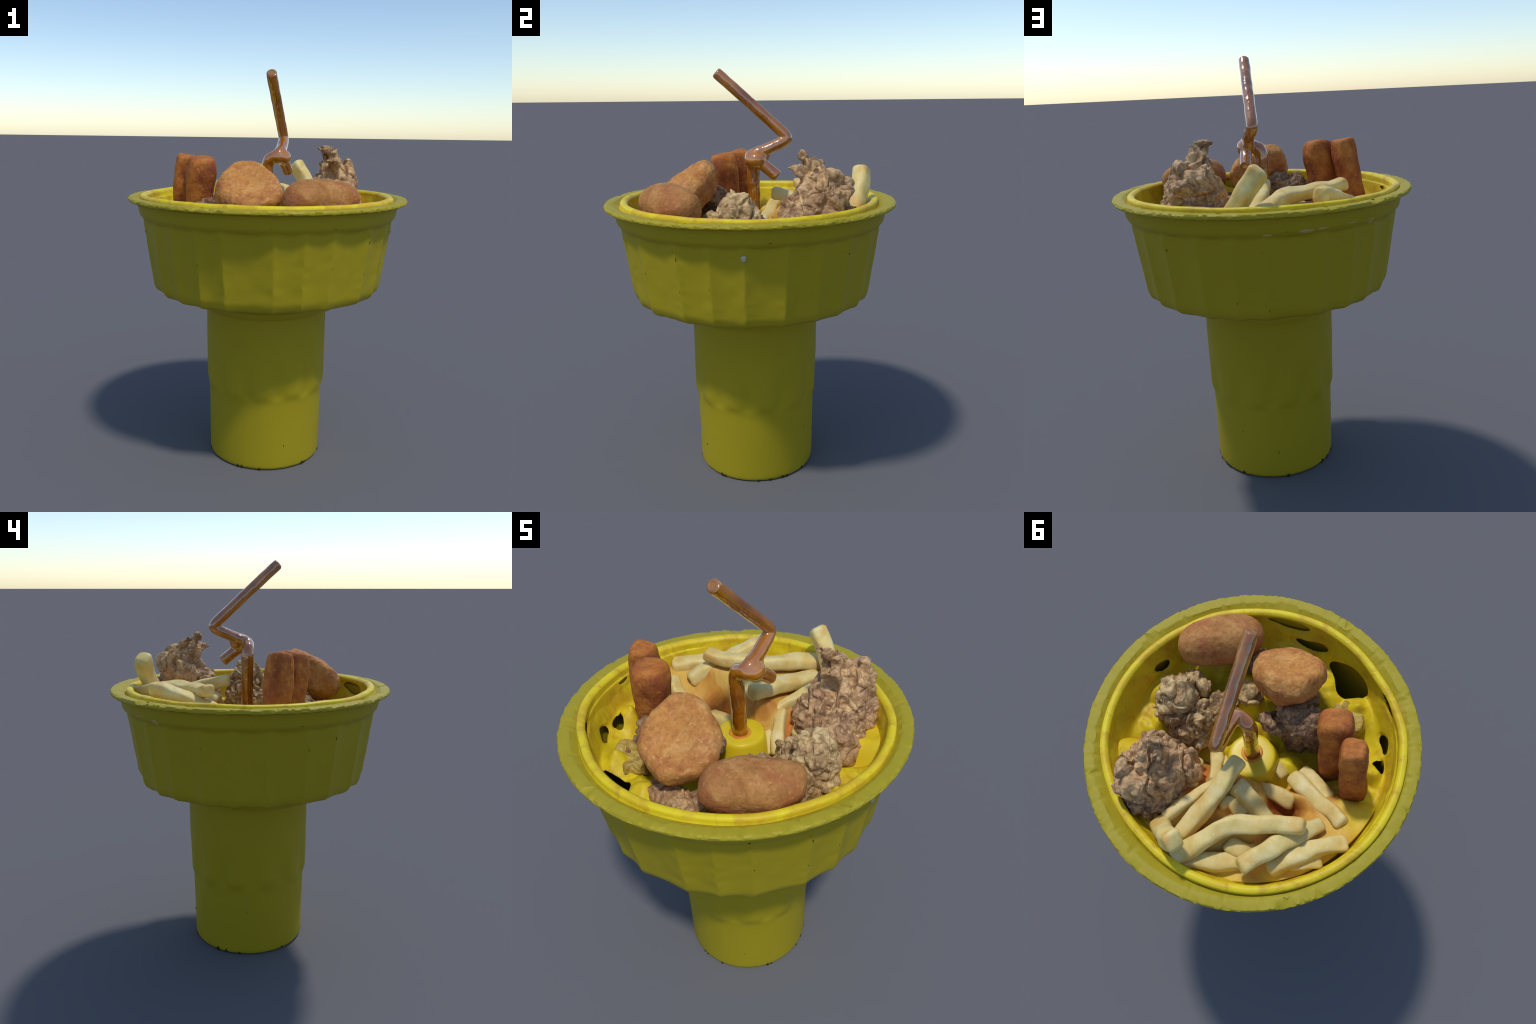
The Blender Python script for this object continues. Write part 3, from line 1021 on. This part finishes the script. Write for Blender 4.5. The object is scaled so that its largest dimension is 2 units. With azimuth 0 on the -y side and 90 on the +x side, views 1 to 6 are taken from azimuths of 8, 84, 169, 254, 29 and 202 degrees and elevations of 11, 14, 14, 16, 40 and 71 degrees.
# ---------------------------------------------------------- fried chicken
def chicken(M, name, blobs, mat, seed, amp, voxel, label, grain=0.75, parent=None):
    """blobs = (centre, radii, (yaw, pitch)) ellipsoids fused, then crinkled"""
    S, F = ico(4)
    V, FF = [], []
    c0 = np.array(blobs[0][0])
    for b in blobs:
        c, r = np.array(b[0]), np.array(b[1])
        R = np.eye(3)
        if len(b) > 2:
            R = rot_from_axes(*b[2])
        off = len(V)
        V.extend(((S * r) @ R.T + c - c0).tolist())
        FF.extend([tuple(i + off for i in f) for f in F])
    o = mesh_obj(name, V, FF, None, parent, loc=tuple(c0))
    m = o.modifiers.new("fuse", "REMESH")
    m.mode = "VOXEL"
    m.voxel_size = voxel
    s = o.modifiers.new("soft", "SMOOTH")
    s.factor = 0.6
    s.iterations = 6
    apply_mods(o)
    me = o.data
    co = get_co(me)
    no = get_no(me)
    out = np.empty_like(co)
    for i, p in enumerate(co):
        w = nvec(p, 9, seed) * 0.040 + nvec(p, 21, seed + 3) * 0.016
        q = (p[0] + w[0], p[1] + w[1], (p[2] + w[2]) * grain)
        big = nz(q, 8.0, seed + 1)
        a = abs(nz(q, 13, seed + 2))
        b = abs(nz(q, 26, seed + 4))
        c = abs(nz(q, 52, seed + 6))
        d = amp * (0.9 * big + 2.2 * (min(a, 0.42) - 0.18) + 1.7 * (min(b, 0.40) - 0.18) + 0.5 * (c - 0.16))
        e = abs(nz(q, 5.5, seed + 11))
        d -= amp * 1.5 * max(0.0, 0.10 - e) / 0.10
        sh = nvec(q, 19, seed + 8)
        sh2 = nvec(q, 40, seed + 9)
        out[i] = p + no[i] * d + np.array(sh) * amp * 0.85 + np.array(sh2) * amp * 0.35
    set_co(me, out)
    m = o.modifiers.new("round", "SMOOTH")
    m.factor, m.iterations = 0.5, 2
    apply_mods(o)
    me = o.data
    me.materials.clear()
    me.materials.append(mat)
    me.shade_smooth()
    if label:
        tag(o, label, "fried chicken")
    return o


def build_chicken(M):
    v = 0.0040
    chicken(M, "fried_chicken", [
        ((0.335, 0.283, 1.32), (0.142, 0.178, 0.150)),
        ((0.332, 0.296, 1.430), (0.122, 0.138, 0.085)),
        ((0.320, 0.262, 1.520), (0.068, 0.064, 0.060)),
        ((0.316, 0.252, 1.565), (0.056, 0.042, 0.050), ((1, 0.1, 0.1), (-0.1, -0.45, 1))),
        ((0.304, 0.228, 1.606), (0.050, 0.026, 0.040), ((1, 0.1, 0.2), (-0.2, -0.45, 1))),
        ((0.268, 0.220, 1.630), (0.030, 0.022, 0.020)),
        ((0.405, 0.330, 1.520), (0.030, 0.030, 0.045)),
        ((0.300, 0.350, 1.510), (0.036, 0.036, 0.040)),
        ((0.326, 0.200, 1.540), (0.034, 0.046, 0.028), ((1, 0, 0), (0, 0.45, 1))),
        ((0.328, 0.166, 1.562), (0.026, 0.022, 0.020)),
        ((0.350, 0.370, 1.490), (0.055, 0.055, 0.042)),
        ((0.405, 0.295, 1.500), (0.034, 0.045, 0.045)),
        ((0.390, 0.160, 1.26), (0.090, 0.095, 0.110)),
        ((0.255, 0.215, 1.30), (0.085, 0.110, 0.130)),
        ((0.255, 0.330, 1.28), (0.075, 0.085, 0.090)),
    ], M["crinkled_chicken_crust"], 2.0, 0.019, v, "large crinkled crispy fried chicken piece with peaked tip", 0.62)
    chicken(M, "fried_chicken", [
        ((0.380, -0.085, 1.390), (0.080, 0.085, 0.085)),
        ((0.390, -0.075, 1.300), (0.095, 0.098, 0.120)),
        ((0.365, -0.105, 1.440), (0.044, 0.044, 0.036)),
        ((0.380, -0.160, 1.285), (0.062, 0.070, 0.075)),
        ((0.290, -0.055, 1.300), (0.088, 0.078, 0.070)),
        ((0.300, -0.005, 1.220), (0.100, 0.075, 0.095)),
        ((0.215, -0.140, 1.250), (0.085, 0.080, 0.080)),
        ((0.135, -0.250, 1.232), (0.070, 0.058, 0.065)),
        ((0.345, -0.178, 1.315), (0.062, 0.058, 0.058)),
    ], M["pale_chicken_crust"], 11.0, 0.018, v, "pale craggy crispy fried chicken wing piece")
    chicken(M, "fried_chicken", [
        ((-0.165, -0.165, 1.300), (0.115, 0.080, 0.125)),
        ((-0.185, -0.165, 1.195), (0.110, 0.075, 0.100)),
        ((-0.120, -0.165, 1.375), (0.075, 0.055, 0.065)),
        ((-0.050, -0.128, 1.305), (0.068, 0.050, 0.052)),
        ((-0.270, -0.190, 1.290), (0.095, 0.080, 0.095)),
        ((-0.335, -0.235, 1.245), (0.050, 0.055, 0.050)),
    ], M["shadow_darkened_chicken_crust"], 21.0, 0.015, v, "crispy fried chicken drumette lying down, crust painted dark for shadow")
    chicken(M, "fried_chicken", [
        ((0.000, -0.430, 1.212), (0.100, 0.075, 0.080)),
        ((0.100, -0.415, 1.235), (0.080, 0.070, 0.075)),
        ((-0.120, -0.370, 1.195), (0.078, 0.066, 0.055)),
    ], M["crinkled_chicken_crust"], 31.0, 0.012, v, "brown crispy fried chicken scrap under the nuggets")
    chicken(M, "fried_chicken", [
        ((-0.362, -0.275, 1.228), (0.060, 0.058, 0.058)),
        ((-0.330, -0.310, 1.218), (0.078, 0.056, 0.055)),
    ], M["sauce_coated_chicken_crust"], 41.0, 0.012, v, "small chicken lump coated in yellow cheese sauce")


def main():
    M = make_materials()
    cup = new_empty("snack_cup", (0, 0, 0), "yellow fluted snack bowl on a drinking cup stem", "food container")
    build_bowl(M, cup)
    build_stem(M, cup)
    build_tray(M, cup)
    build_spout(M, cup)
    build_sauce(M, cup)
    build_chips(M, cup)
    build_patches(M, cup)
    build_straw(M)
    build_fries(M)
    build_nuggets(M)
    build_chicken(M)


main()
